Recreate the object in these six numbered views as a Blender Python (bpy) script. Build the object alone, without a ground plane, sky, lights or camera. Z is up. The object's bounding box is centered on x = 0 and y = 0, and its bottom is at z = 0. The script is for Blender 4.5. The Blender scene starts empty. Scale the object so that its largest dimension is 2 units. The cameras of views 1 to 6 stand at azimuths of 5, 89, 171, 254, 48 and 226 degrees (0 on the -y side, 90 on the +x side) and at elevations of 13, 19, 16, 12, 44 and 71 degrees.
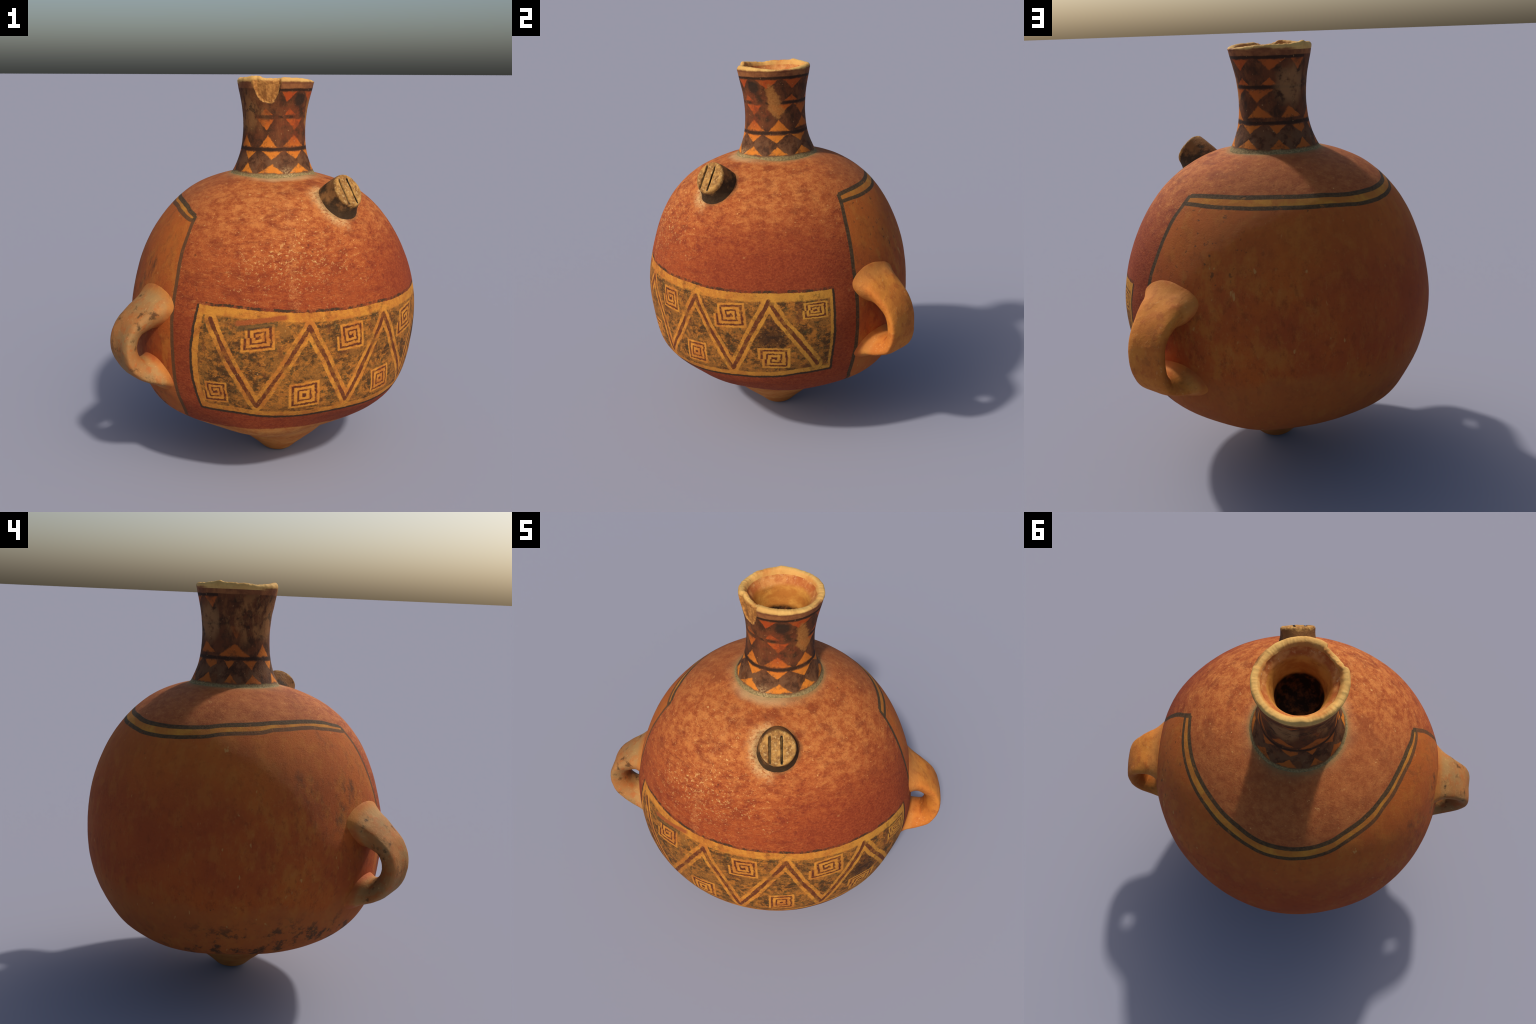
"""Painted clay storage jar: globular body on a pointed foot, flaring neck with a
chipped lip, two strap handles low on the flanks and a grooved lug on the shoulder.
Frame: metres, z up; azimuth 0 is -y, 90 is +x.  All parts keep their origin at the
world origin so that Object coordinates are jar coordinates."""
import bpy, math
import numpy as np
from mathutils import noise, Vector

RAD = math.pi / 180.0
NU = 480                                   # columns round the jar

# ----------------------------------------------------------------------------
# 1. SHAPE DESCRIPTION
# ----------------------------------------------------------------------------
BODY_CENTRE_Z = 0.75
# the body as a lumpy sphere: elevation angle -> radius and its drift round the jar
# (shift x, shift y, oval cos, oval sin, three-lobed cos, sin, four-lobed cos, sin)
BODY_STATIONS = [
    (-50, 0.6176, -0.0083, 0.0118, -0.0085, 0.0085, -0.0035, 0.0040, 0.0066, -0.0043),
    (-44, 0.6560, -0.0030, 0.0112, -0.0072, 0.0064, -0.0004, 0.0024, 0.0005, -0.0027),
    (-38, 0.6881, 0.0014, 0.0096, -0.0054, 0.0057, 0.0023, 0.0010, -0.0049, -0.0012),
    (-32, 0.7136, 0.0047, 0.0070, -0.0031, 0.0067, 0.0043, 0.0002, -0.0089, 0.0000),
    (-26, 0.7311, 0.0060, 0.0046, -0.0006, 0.0089, 0.0055, 0.0004, -0.0102, 0.0007),
    (-20, 0.7389, 0.0044, 0.0035, 0.0018, 0.0116, 0.0055, 0.0018, -0.0078, 0.0008),
    (-13, 0.7387, 0.0001, 0.0040, 0.0040, 0.0144, 0.0044, 0.0043, -0.0018, 0.0001),
    (-6, 0.7366, -0.0033, 0.0050, 0.0053, 0.0157, 0.0033, 0.0061, 0.0031, -0.0009),
    (2, 0.7396, -0.0031, 0.0056, 0.0054, 0.0147, 0.0032, 0.0058, 0.0036, -0.0019),
    (10, 0.7460, -0.0017, 0.0066, 0.0048, 0.0128, 0.0038, 0.0039, 0.0023, -0.0024),
    (18, 0.7528, -0.0024, 0.0089, 0.0042, 0.0114, 0.0045, 0.0021, 0.0026, -0.0022),
    (26, 0.7627, -0.0043, 0.0117, 0.0032, 0.0094, 0.0055, 0.0016, 0.0028, -0.0016),
    (34, 0.7773, -0.0058, 0.0139, 0.0016, 0.0061, 0.0067, 0.0029, 0.0011, -0.0008),
    (42, 0.7926, -0.0061, 0.0144, 0.0003, 0.0027, 0.0067, 0.0042, -0.0012, -0.0001),
    (50, 0.8034, -0.0048, 0.0129, 0.0000, 0.0005, 0.0040, 0.0038, -0.0024, 0.0001),
    (58, 0.8066, -0.0031, 0.0104, -0.0001, -0.0012, 0.0005, 0.0019, -0.0022, 0.0001),
    (66, 0.7998, -0.0026, 0.0080, -0.0006, -0.0022, -0.0016, -0.0013, -0.0013, -0.0004),
    (74, 0.7900, -0.0030, 0.0070, 0.0000, -0.0010, -0.0010, -0.0020, -0.0010, -0.0010),
]
FOOT_PROFILE = [(0.472, 0.295), (0.43, 0.281), (0.39, 0.263), (0.35, 0.239), (0.31, 0.210), (0.265, 0.174), (0.224, 0.139),
                (0.188, 0.108), (0.154, 0.078), (0.125, 0.053), (0.100, 0.029), (0.080, 0.011), (0.060, 0.003), (0.03, 0.0002),
                (0.0, 0.0)]
FOOT_CENTRE = (0.035, -0.019)
NECK_PROFILE = [(1.50, 0.224), (1.525, 0.209), (1.55, 0.197), (1.60, 0.178), (1.65, 0.167), (1.70, 0.162),
                (1.75, 0.161), (1.80, 0.164), (1.85, 0.170), (1.90, 0.1805), (1.94, 0.190), (1.965, 0.1950)]
RIM_HEIGHT = [(-35, 1.997), (-28, 1.999), (-18, 1.990), (-6, 1.983), (4, 1.982), (11, 1.990), (27, 1.991),
              (53, 1.987), (73, 1.981), (91, 1.974), (110, 1.974), (132, 1.980), (155, 1.985), (180, 1.987),
              (197, 1.987), (214, 1.991), (229, 1.998), (236, 1.993), (250, 1.990), (270, 1.991), (284, 1.986),
              (307, 1.991)]
THROAT_PROFILE = [(0.153, 1.958), (0.144, 1.946), (0.135, 1.933), (0.127, 1.916), (0.120, 1.894), (0.113, 1.867),
                  (0.106, 1.840), (0.100, 1.805), (0.092, 1.768), (0.078, 1.742), (0.050, 1.726), (0.02, 1.722), (0.0, 1.722)]


def catmull(x, xs, ys):
    """smooth interpolation of a table (ys may have several columns)"""
    xs = np.asarray(xs, float)
    ys = np.asarray(ys, float)
    x = np.clip(x, xs[0], xs[-1])
    m = np.gradient(ys, xs, axis=0)
    i = np.clip(np.searchsorted(xs, x, side='right') - 1, 0, len(xs) - 2)
    h = xs[i + 1] - xs[i]
    t = (x - xs[i]) / h
    if ys.ndim > 1:
        t = t[..., None]
        h = h[..., None]
    return ((2 * t**3 - 3 * t**2 + 1) * ys[i] + (t**3 - 2 * t**2 + t) * h * m[i]
            + (-2 * t**3 + 3 * t**2) * ys[i + 1] + (t**3 - t**2) * h * m[i + 1])


ST = np.array(BODY_STATIONS)
# hand-built unevenness: azimuth, elevation, spreads (degrees), amount pushed out
BODY_LUMPS = [(6, -43, 20, 9, 0.024), (38, -30, 20, 7, -0.008), (305, -46, 25, 7, -0.018), (245, -47, 28, 7, -0.013),
              (190, -36, 16, 7, 0.009), (278, -37, 18, 7, 0.009), (200, 1, 16, 12, 0.009), (218, -9, 18, 9, 0.008),
              (-8, -36, 16, 8, 0.016), (92, -37, 16, 8, 0.013), (40, -31, 20, 8, -0.010), (232, -36, 24, 7, 0.013), (25, -18, 28, 7, 0.012), (50, -13, 16, 9, 0.010), (275, -33, 34, 8, 0.024),
              (213, -26, 24, 9, -0.018), (160, -37, 18, 8, 0.016), (112, -15, 16, 10, -0.013), (108, 8, 14, 14, 0.012),
              (108, 24, 14, 10, 0.008), (166, -10, 13, 10, 0.009), (215, 24, 22, 9, -0.010), (297, 20, 15, 10, -0.010),
              (-14, 16, 14, 10, -0.006)]



def body_radius(elev, phi):
    """elev in radians, phi = atan2(y, x)"""
    c = catmull(np.degrees(elev), ST[:, 0], ST[:, 1:])
    h = np.stack([np.ones_like(phi), np.cos(phi), np.sin(phi), np.cos(2 * phi), np.sin(2 * phi),
                  np.cos(3 * phi), np.sin(3 * phi), np.cos(4 * phi), np.sin(4 * phi)], -1)
    r = (c * h).sum(-1)
    a, e = np.degrees(phi) + 90, np.degrees(elev)
    for ca, ce, wa, we, d in BODY_LUMPS:
        r = r + d * np.exp(-(((a - ca + 180) % 360 - 180) / wa) ** 2 - ((e - ce) / we) ** 2)
    return r


def body_top_height(x, y):
    """height of the body's upper surface over (x, y)"""
    rr = np.hypot(x, y)
    phi = np.arctan2(y, x)
    z = np.full_like(rr, 1.4)
    for _ in range(12):
        e = np.arctan2(z - BODY_CENTRE_Z, rr)
        z = BODY_CENTRE_Z + np.sqrt(np.maximum(body_radius(e, phi)**2 - rr**2, 1e-4))
    return z


def smooth(a, b, x):
    t = np.clip((x - a) / (b - a), 0, 1)
    return t * t * (3 - 2 * t)


def bump(az, centre, width):
    d = (az - centre + 180) % 360 - 180
    return np.exp(-(d / width)**2)


NP_ = np.array(NECK_PROFILE)


def neck_centre(z):
    return -0.005 + (z - 1.5) * 0.024, 0.031 - 0.020 * np.maximum(z - 1.85, 0)


def neck_radius(z, phi):
    r = catmull(z, NP_[:, 0], NP_[:, 1])
    return r + 0.0025 * np.sin(2 * phi) - 0.0022 * np.cos(2 * phi)


# ----------------------------------------------------------------------------
# 2. THE TURNED FORM: rings from foot tip to the inside, then split into parts
# ----------------------------------------------------------------------------
az = np.arange(NU) * 360.0 / NU                  # azimuth, degrees
ux, uy = np.sin(az * RAD), -np.cos(az * RAD)     # outward direction
PHI = np.arctan2(uy, ux)
rings, tags = [], []


def ring(x, y, z, tag):
    rings.append(np.stack([x + 0 * az, y + 0 * az, z + 0 * az], -1))
    tags.append(tag)


# lower body ring that everything below hangs from
E0 = -44 * RAD
R0 = body_radius(E0 + 0 * az, PHI)
low_r, low_z = R0 * math.cos(E0), BODY_CENTRE_Z + R0 * math.sin(E0)

FP = np.array(FOOT_PROFILE[::-1])
def underside(r):
    """the belly sags a little in front and is flatter behind"""
    return (0.013 * bump(az, 272, 62) - 0.022 * bump(az, 14, 34)) * np.exp(-((r - 0.40) / 0.085) ** 2)


fr = np.concatenate([np.linspace(0.002, 0.21, 34), np.linspace(0.215, 0.468, 34)])
for r in fr:
    b = float(smooth(0.20, 0.472, np.array(r)))
    zc = float(catmull(np.array([r]), FP[:, 0], FP[:, 1])[0])
    cx, cy = FOOT_CENTRE[0] * (1 - b), FOOT_CENTRE[1] * (1 - b)
    rad = r * ((1 - b) + b * low_r / 0.472)
    ring(cx + ux * rad, cy + uy * rad, zc + b * (low_z - 0.295) + underside(rad), 'foot' if r < 0.335 else 'body')

for e in np.linspace(-44, 52, 190):
    R = body_radius(e * RAD + 0 * az, PHI)
    sag = underside(R * math.cos(e * RAD)) if e < -20 else 0.0
    ring(ux * R * math.cos(e * RAD), uy * R * math.cos(e * RAD), BODY_CENTRE_Z + R * math.sin(e * RAD) + sag, 'body')

# shoulder: from the 52 degree ring in to the foot of the neck, riding on the body
last = rings[-1]
cxj, cyj = neck_centre(1.505)
jr = neck_radius(1.508 + 0 * az, PHI)
jx, jy = cxj + ux * jr, cyj + uy * jr
for t in np.linspace(0, 1, 46)[1:]:
    x = last[:, 0] * (1 - t) + jx * t
    y = last[:, 1] * (1 - t) + jy * t
    ring(x, y, body_top_height(x, y), 'body')
jz = rings[-1][:, 2]

# neck up to just below the lip, with the broken patch near azimuth -8
RH = np.array(RIM_HEIGHT + [(r[0] + 360, r[1]) for r in RIM_HEIGHT])
rim_z = np.array([catmull(np.array([a if a >= -35 else a + 360]), RH[:, 0], RH[:, 1])[0] for a in az])
rim_z = rim_z + np.array([0.0022 * noise.noise(Vector((7 * ux[i], 7 * uy[i], 3.1))) +
                          0.0016 * noise.noise(Vector((19 * ux[i], 19 * uy[i], 1.1))) for i in range(NU)])


def chip_depth(z):
    """how far the break has eaten into the outer wall at each azimuth"""
    d = (az + 180) % 360 - 180
    low = 1.866 + 0.00009 * (d + 8)**2 + 2.2e-7 * (d + 8)**4 + np.array(
        [0.010 * noise.noise(Vector((a * 0.16, 0.3, 9.0))) + 0.004 * noise.noise(Vector((a * 0.6, 0.3, 5.0))) for a in d])
    inside = smooth(0, 0.013, z - low)
    side = smooth(-31, -25, d) * (1 - smooth(9, 13, d))
    return inside * side * (0.006 + 0.010 * smooth(1.87, 1.97, z))


ZR = 1.962
for t in np.linspace(0, 1, 128)[1:]:
    z = jz + (ZR - jz) * (t ** 1.05)
    cx, cy = neck_centre(z)
    r = neck_radius(z, PHI) - chip_depth(z)
    ring(cx + ux * r, cy + uy * r, z, 'neck')

# lip: rolled over from outside to inside
cx, cy = neck_centre(1.97)
r_out = neck_radius(1.965 + 0 * az, PHI)
lip = [(0.0010, 0.25), (0.0015, 0.48), (0.0, 0.70), (-0.004, 0.88), (-0.008, 0.97), (-0.015, 1.0), (-0.022, 0.96),
       (-0.028, 0.84), (-0.033, 0.60), (-0.038, 0.25)]
lx = np.linspace(0, 1, len(lip))
lipd = catmull(np.linspace(0, 1, 28), lx, np.array(lip))
wob = np.array([0.0025 * noise.noise(Vector((6 * ux[i], 6 * uy[i], 8.0))) for i in range(NU)])
chipr = bump(az, -8, 20) * 0.006
for k, (dr, f) in enumerate(lipd):
    z = ZR + (rim_z - ZR) * f if f < 1.01 else rim_z
    r = r_out + dr + wob * min(1, k / 6) - np.maximum(chip_depth(z) * (1 - k / 27) ** 0.6, 0) - chipr * min(1, k / 6) * 0.4
    ring(cx + ux * r, cy + uy * r, z, 'rim')

TP = np.array(THROAT_PROFILE)
prev_r, prev_z = np.hypot(rings[-1][:, 0] - cx, rings[-1][:, 1] - cy), rings[-1][:, 2]
tp_s = np.concatenate([[0], np.cumsum(np.hypot(np.diff(TP[:, 0]), np.diff(TP[:, 1])))])
ts = np.linspace(0, tp_s[-1] - 0.004, 70)
pts = catmull(ts, tp_s, TP)
for k, (r, z) in enumerate(pts):
    w = math.exp(-(k / 9.0) ** 2) * 0.8
    rr = r + w * (prev_r - prev_r.mean())
    zz = z + w * (prev_z - prev_z.mean())
    ring(cx + ux * rr, cy + uy * rr, zz, 'inner')

P = np.array(rings)                              # rows x columns x 3
NR = len(P)

# gentle hand-made unevenness (outer faces only)
outer = np.array([t in ('body', 'foot', 'neck', 'rim') for t in tags])


def grid_normals(P):
    du = np.roll(P, -1, 1) - np.roll(P, 1, 1)
    dv = np.gradient(P, axis=0)
    n = np.cross(du, dv)
    return n / np.maximum(np.linalg.norm(n, axis=-1, keepdims=True), 1e-12)


N0 = grid_normals(P)
disp = np.zeros((NR, NU))
for i in range(NR):
    if not outer[i]:
        continue
    for j in range(NU):
        p = Vector(P[i, j])
        d = 0.0014 * noise.noise(p * 5.0) + 0.0006 * noise.noise(p * 16.0) + 0.00025 * noise.noise(p * 55.0)
        disp[i, j] = d
# rough broken surface inside the chip
zc_all = P[:, :, 2]
dd = (az + 180) % 360 - 180
for i in range(NR):
    if tags[i] in ('neck', 'rim') and P[i, :, 2].mean() > 1.85:
        for j in np.where((dd > -34) & (dd < 16))[0]:
            if chip_depth(P[i, j, 2] + 0 * az)[j] > 0.003:
                disp[i, j] += 0.0022 * noise.noise(Vector(P[i, j]) * 60) + 0.0012 * noise.noise(Vector(P[i, j]) * 140)
disp[0] = disp[0].mean()
P = P + N0 * disp[..., None]
NRM = grid_normals(P)
NRM[0] = (0, 0, -1)
P[0, :, 2] = 0.0

root = bpy.data.objects.new('clay_jar', None)
bpy.context.scene.collection.objects.link(root)
root['label'] = 'round red clay jar with painted zigzag panel, flaring neck and two handles'
root['category'] = 'pottery jar'


def add_part(name, verts, faces, normals=None, material=None, parent=root):
    me = bpy.data.meshes.new(name)
    me.from_pydata([tuple(v) for v in verts], [], [tuple(f) for f in faces])
    me.update()
    me.polygons.foreach_set('use_smooth', [True] * len(me.polygons))
    if normals is not None:
        me.normals_split_custom_set_from_vertices([tuple(n) for n in normals])
    ob = bpy.data.objects.new(name, me)
    bpy.context.scene.collection.objects.link(ob)
    ob.parent = parent
    if material:
        me.materials.append(material)
    return ob


def rows_mesh(i0, i1, close_tip=False, close_end=False):
    """rows i0..i1 inclusive as a strip mesh"""
    sub = P[i0:i1 + 1]
    nr = len(sub)
    v = sub.reshape(-1, 3).tolist()
    n = NRM[i0:i1 + 1].reshape(-1, 3).tolist()
    r, c = np.meshgrid(np.arange(nr - 1), np.arange(NU), indexing='ij')
    c2 = (c + 1) % NU
    f = np.stack([r * NU + c, r * NU + c2, (r + 1) * NU + c2, (r + 1) * NU + c], -1).reshape(-1, 4).tolist()
    if close_tip:
        v.append([sub[0, :, 0].mean(), sub[0, :, 1].mean(), 0.0])
        n.append([0, 0, -1])
        k = len(v) - 1
        f += [[k, (j + 1) % NU, j] for j in range(NU)]
    if close_end:
        b = (nr - 1) * NU
        v.append(sub[-1].mean(0).tolist())
        n.append([0, 0, 1])
        k = len(v) - 1
        f += [[k, b + j, b + (j + 1) % NU] for j in range(NU)]
    return v, f, n


first = {}
for i, t in enumerate(tags):
    first.setdefault(t, i)


# ----------------------------------------------------------------------------
# 3. MATERIALS
# ----------------------------------------------------------------------------
class Graph:
    """small wrapper that turns arithmetic into shader nodes"""

    def __init__(self, name):
        self.mat = bpy.data.materials.new(name)
        self.mat.use_nodes = True
        self.nt = self.mat.node_tree
        self.nt.nodes.clear()
        self.out = self.nt.nodes.new('ShaderNodeOutputMaterial')
        self.bsdf = self.nt.nodes.new('ShaderNodeBsdfPrincipled')
        self.nt.links.new(self.bsdf.outputs[0], self.out.inputs[0])
        tc = self.nt.nodes.new('ShaderNodeTexCoord')
        self.P = tc.outputs['Object']
        sep = self.nt.nodes.new('ShaderNodeSeparateXYZ')
        self.nt.links.new(self.P, sep.inputs[0])
        self.x, self.y, self.z = sep.outputs

    def put(self, sock, v):
        if isinstance(v, bpy.types.NodeSocket):
            self.nt.links.new(v, sock)
        elif isinstance(v, (tuple, list)):
            sock.default_value = (*v, 1.0) if len(v) == 3 and sock.type == 'RGBA' else v
        else:
            sock.default_value = v

    def m(self, op, a, b=0.0, c=0.0, clamp=False):
        n = self.nt.nodes.new('ShaderNodeMath')
        n.operation = op
        n.use_clamp = clamp
        for s, v in zip(n.inputs, (a, b, c)):
            self.put(s, v)
        return n.outputs[0]

    def add(self, a, b): return self.m('ADD', a, b)
    def sub(self, a, b): return self.m('SUBTRACT', a, b)
    def mul(self, a, b): return self.m('MULTIPLY', a, b)
    def mad(self, a, b, c): return self.m('MULTIPLY_ADD', a, b, c)
    def abs(self, a): return self.m('ABSOLUTE', a)
    def mx(self, a, b): return self.m('MAXIMUM', a, b)
    def mn(self, a, b): return self.m('MINIMUM', a, b)
    def inv(self, a): return self.m('SUBTRACT', 1.0, a)

    def step(self, x, a, b):
        """smooth 0..1 as x goes from a to b (b may be below a)"""
        n = self.nt.nodes.new('ShaderNodeMapRange')
        n.interpolation_type = 'SMOOTHSTEP'
        self.put(n.inputs[0], x)
        if a < b:
            vals = (a, b, 0.0, 1.0)
        else:
            vals = (b, a, 1.0, 0.0)
        for s, v in zip(n.inputs[1:5], vals):
            s.default_value = v
        return n.outputs[0]

    def band(self, x, a, b, soft):
        return self.mul(self.step(x, a - soft, a + soft), self.step(x, b + soft, b - soft))

    def mix(self, f, a, b, mode='MIX'):
        n = self.nt.nodes.new('ShaderNodeMix')
        n.data_type = 'RGBA'
        n.blend_type = mode
        self.put(n.inputs[0], f)
        self.put(n.inputs[6], a)
        self.put(n.inputs[7], b)
        return n.outputs[2]

    def vec(self, x, y, z):
        n = self.nt.nodes.new('ShaderNodeCombineXYZ')
        for s, v in zip(n.inputs, (x, y, z)):
            self.put(s, v)
        return n.outputs[0]

    def noise(self, scale, detail=3.0, rough=0.55, vec=None, stretch=None, seed=0.0, dist=0.0):
        v = self.P if vec is None else vec
        mp = self.nt.nodes.new('ShaderNodeMapping')
        self.nt.links.new(v, mp.inputs[0])
        mp.inputs['Location'].default_value = (seed * 1.37, seed * 0.71, seed * 2.13)
        if stretch:
            mp.inputs['Scale'].default_value = stretch
        n = self.nt.nodes.new('ShaderNodeTexNoise')
        self.nt.links.new(mp.outputs[0], n.inputs['Vector'])
        n.inputs['Scale'].default_value = scale
        n.inputs['Detail'].default_value = detail
        n.inputs['Roughness'].default_value = rough
        n.inputs['Distortion'].default_value = dist
        return n.outputs['Fac'] if 'Fac' in n.outputs else n.outputs[0]

    def curve(self, x, pts):
        """piecewise curve y(x) through points, as a Float Curve node"""
        xs = [p[0] for p in pts]
        ys = [p[1] for p in pts]
        x0, x1, y0, y1 = min(xs), max(xs), min(ys), max(ys)
        t = self.m('DIVIDE', self.sub(x, x0), x1 - x0, clamp=True)
        n = self.nt.nodes.new('ShaderNodeFloatCurve')
        cv = n.mapping.curves[0]
        q = [((a - x0) / (x1 - x0), (b - y0) / (y1 - y0)) for a, b in pts]
        cv.points[0].location = q[0]
        cv.points[1].location = q[-1]
        for a in q[1:-1]:
            cv.points.new(*a)
        for p in cv.points:
            p.handle_type = 'AUTO_CLAMPED'
        n.mapping.update()
        self.put(n.inputs['Value'], t)
        return self.mad(n.outputs[0], y1 - y0, y0)

    def azimuth(self, start, cx=0.0, cy=0.0):
        """azimuth in degrees, running from start to start + 360"""
        a = self.m('ARCTAN2', self.sub(self.x, cx), self.sub(cy, self.y))
        a = self.mad(a, 180 / math.pi, -start)
        a = self.m('FLOORED_MODULO', a, 360.0)
        return self.add(a, start)

    def blob(self, az, z, c, zc, wa, wz, soft=0.5, wob=None, ws=0.5):
        """soft-edged elliptical patch in azimuth and height"""
        a = self.mul(self.sub(az, c), 1.0 / wa)
        b = self.mul(self.sub(z, zc), 1.0 / wz)
        d = self.m('SQRT', self.add(self.mul(a, a), self.mul(b, b)))
        if wob is not None:
            d = self.mad(self.sub(wob, 0.5), ws, d)
        return self.step(d, 1.0 + soft, 1.0 - soft)

    def finish(self, colour, rough=0.62, bump=None, bump_d=0.0015, spec=0.35):
        rough, spec = 0.72, 0.11
        self.put(self.bsdf.inputs['Base Color'], colour)
        self.put(self.bsdf.inputs['Roughness'], rough)
        self.bsdf.inputs['Specular IOR Level'].default_value = spec
        if bump is not None:
            b = self.nt.nodes.new('ShaderNodeBump')
            b.inputs['Strength'].default_value = 1.0
            b.inputs['Distance'].default_value = bump_d
            self.put(b.inputs['Height'], bump)
            self.nt.links.new(b.outputs[0], self.bsdf.inputs['Normal'])
        return self.mat


# colours (linear)
RED = (0.345, 0.066, 0.016)
RED_DEEP = (0.205, 0.032, 0.013)
RED_ORANGE = (0.560, 0.150, 0.030)
CREAM = (0.76, 0.46, 0.16)
PAINTED_SHEEN = (0.52, 0.38, 0.19)
CLAY = (0.470, 0.108, 0.018)
CLAY_RED = (0.380, 0.078, 0.018)
CLAY_YELLOW = (0.480, 0.155, 0.026)
BLACK = (0.048, 0.031, 0.016)
SOOT = (0.055, 0.038, 0.020)
OCHRE = (0.620, 0.250, 0.034)
OCHRE_PALE = (0.620, 0.330, 0.060)
PANEL_DARK = (0.080, 0.036, 0.012)
PANEL_MID = (0.270, 0.108, 0.022)
STROKE = (0.110, 0.027, 0.012)
NECK_DARK = (0.125, 0.040, 0.015)
NECK_BLACK = (0.052, 0.023, 0.011)
TAN = (0.640, 0.400, 0.130)
DEGM = 0.01265                                    # metres per degree at the belly


def body_material():
    g = Graph('painted_slip')
    az0 = g.azimuth(-130.0)                       # -130 .. 230
    azb = g.azimuth(0.0)                          # 0 .. 360, for the back
    radius = g.m('SQRT', g.add(g.mul(g.x, g.x), g.mul(g.y, g.y)))
    # hand wobble of the brush
    w1 = g.sub(g.noise(7, 2, seed=1), 0.5)
    w2 = g.sub(g.noise(7, 2, seed=5), 0.5)
    f1 = g.sub(g.noise(70, 4, 0.65, seed=2), 0.5)
    f2 = g.sub(g.noise(70, 4, 0.65, seed=8), 0.5)
    a = g.add(az0, g.add(g.mul(w1, 1.3), g.mul(f1, 1.0)))
    z = g.add(g.z, g.add(g.mul(w2, 0.014), g.mul(f2, 0.012)))

    # ---- red slip -------------------------------------------------------
    big = g.noise(3.2, 4, 0.6, seed=3)
    mid = g.noise(11, 5, 0.65, seed=4)
    clump = g.noise(23, 7, 0.76, stretch=(1, 1, 1.6), seed=6)
    grain = g.noise(75, 6, 0.80, stretch=(1, 1, 1.5), seed=10)
    fine = g.noise(60, 5, 0.7, seed=7)
    col = g.mix(g.step(clump, 0.34, 0.52), RED_DEEP, RED)
    col = g.mix(g.mul(g.step(clump, 0.50, 0.68), 0.62), col, RED_ORANGE)
    col = g.mix(g.mul(g.step(big, 0.40, 0.68), 0.35), col, (0.45, 0.105, 0.026))
    # sun on the upper shoulder painted in: dusty patches, strongest in front
    sun_tint = g.mul(g.step(g.add(g.z, g.mul(g.sub(clump, 0.5), 0.55)), 1.12, 1.50), g.mad(g.blob(az0, g.z, 42, 1.4, 80, 2.0, 0.5), 0.42, 0.28))
    sun_tint_col = g.mix(g.step(clump, 0.38, 0.62), (0.42, 0.105, 0.023), (0.60, 0.225, 0.060))
    col = g.mix(sun_tint, col, sun_tint_col)
    col = g.mix(g.mul(g.step(grain, 0.46, 0.30), 0.6), col, (0.17, 0.036, 0.014))
    col = g.mix(g.mul(g.step(grain, 0.56, 0.70), 0.62), col, (0.60, 0.215, 0.055))
    speck = g.noise(150, 4, 0.75, stretch=(1, 1, 1.5), seed=20)
    col = g.mix(g.mul(g.step(speck, 0.56, 0.68), 0.45), col, (0.66, 0.28, 0.085))
    col = g.mix(g.mul(g.step(speck, 0.44, 0.33), 0.40), col, (0.14, 0.030, 0.012))
    patch = g.noise(8, 6, 0.72, stretch=(1, 1, 2.2), seed=22)
    col = g.mix(g.mul(g.step(patch, 0.50, 0.36), 0.6), col, (0.20, 0.036, 0.013))
    lines = g.noise(16, 6, 0.75, stretch=(1, 1, 5.0), seed=24)
    col = g.mix(g.mul(g.step(lines, 0.55, 0.68), 0.55), col, (0.60, 0.215, 0.055))
    col = g.mix(g.mul(g.step(lines, 0.42, 0.32), 0.40), col, (0.17, 0.034, 0.013))
    scr = g.noise(30, 5, 0.8, stretch=(1, 1, 6.0), seed=37)
    col = g.mix(g.mul(g.step(scr, 0.615, 0.68), 0.6), col, (0.70, 0.36, 0.12))
    pit = g.noise(48, 2, 0.5, seed=38)
    col = g.mix(g.mul(g.step(pit, 0.70, 0.75), 0.6), col, (0.10, 0.030, 0.013))
    rear = g.inv(g.blob(az0, g.z, 46, 1.2, 92, 3.0, 0.25))
    col = g.mix(g.mul(rear, g.mul(g.step(g.z, 1.25, 1.38), 0.55)), col, g.mix(g.step(clump, 0.3, 0.7), (0.35, 0.100, 0.028), (0.44, 0.155, 0.048)))
    # cream flecks and scuffs: dense on the left front of the shoulder
    dense = g.add(g.mul(g.blob(az0, g.z, 14, 1.14, 30, 0.24, 0.9), 0.085), g.mul(g.step(g.z, 0.9, 1.2), 0.02))
    fl = g.add(g.noise(64, 5, 0.78, seed=9, stretch=(1, 1, 1.3)), dense)
    col = g.mix(g.mul(g.step(fl, 0.655, 0.73), 0.75), col, CREAM)
    fl2 = g.noise(26, 3, 0.7, seed=19)
    col = g.mix(g.mul(g.step(fl2, 0.68, 0.74), 0.7), col, (0.70, 0.38, 0.13))
    # darker red just above and beside the panel
    deep = g.mul(g.blob(az0, g.z, 92, 1.03, 42, 0.20, 0.7, mid, 0.5), 0.8)
    deep = g.mx(deep, g.mul(g.blob(az0, g.z, 22, 1.02, 50, 0.13, 0.9, mid, 0.8), 0.35))
    deep = g.mx(deep, g.mul(g.step(g.z, 0.97, 0.90), 0.7))
    col = g.mix(deep, col, g.mix(g.step(grain, 0.38, 0.66), (0.19, 0.026, 0.010), (0.33, 0.064, 0.019)))
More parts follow.
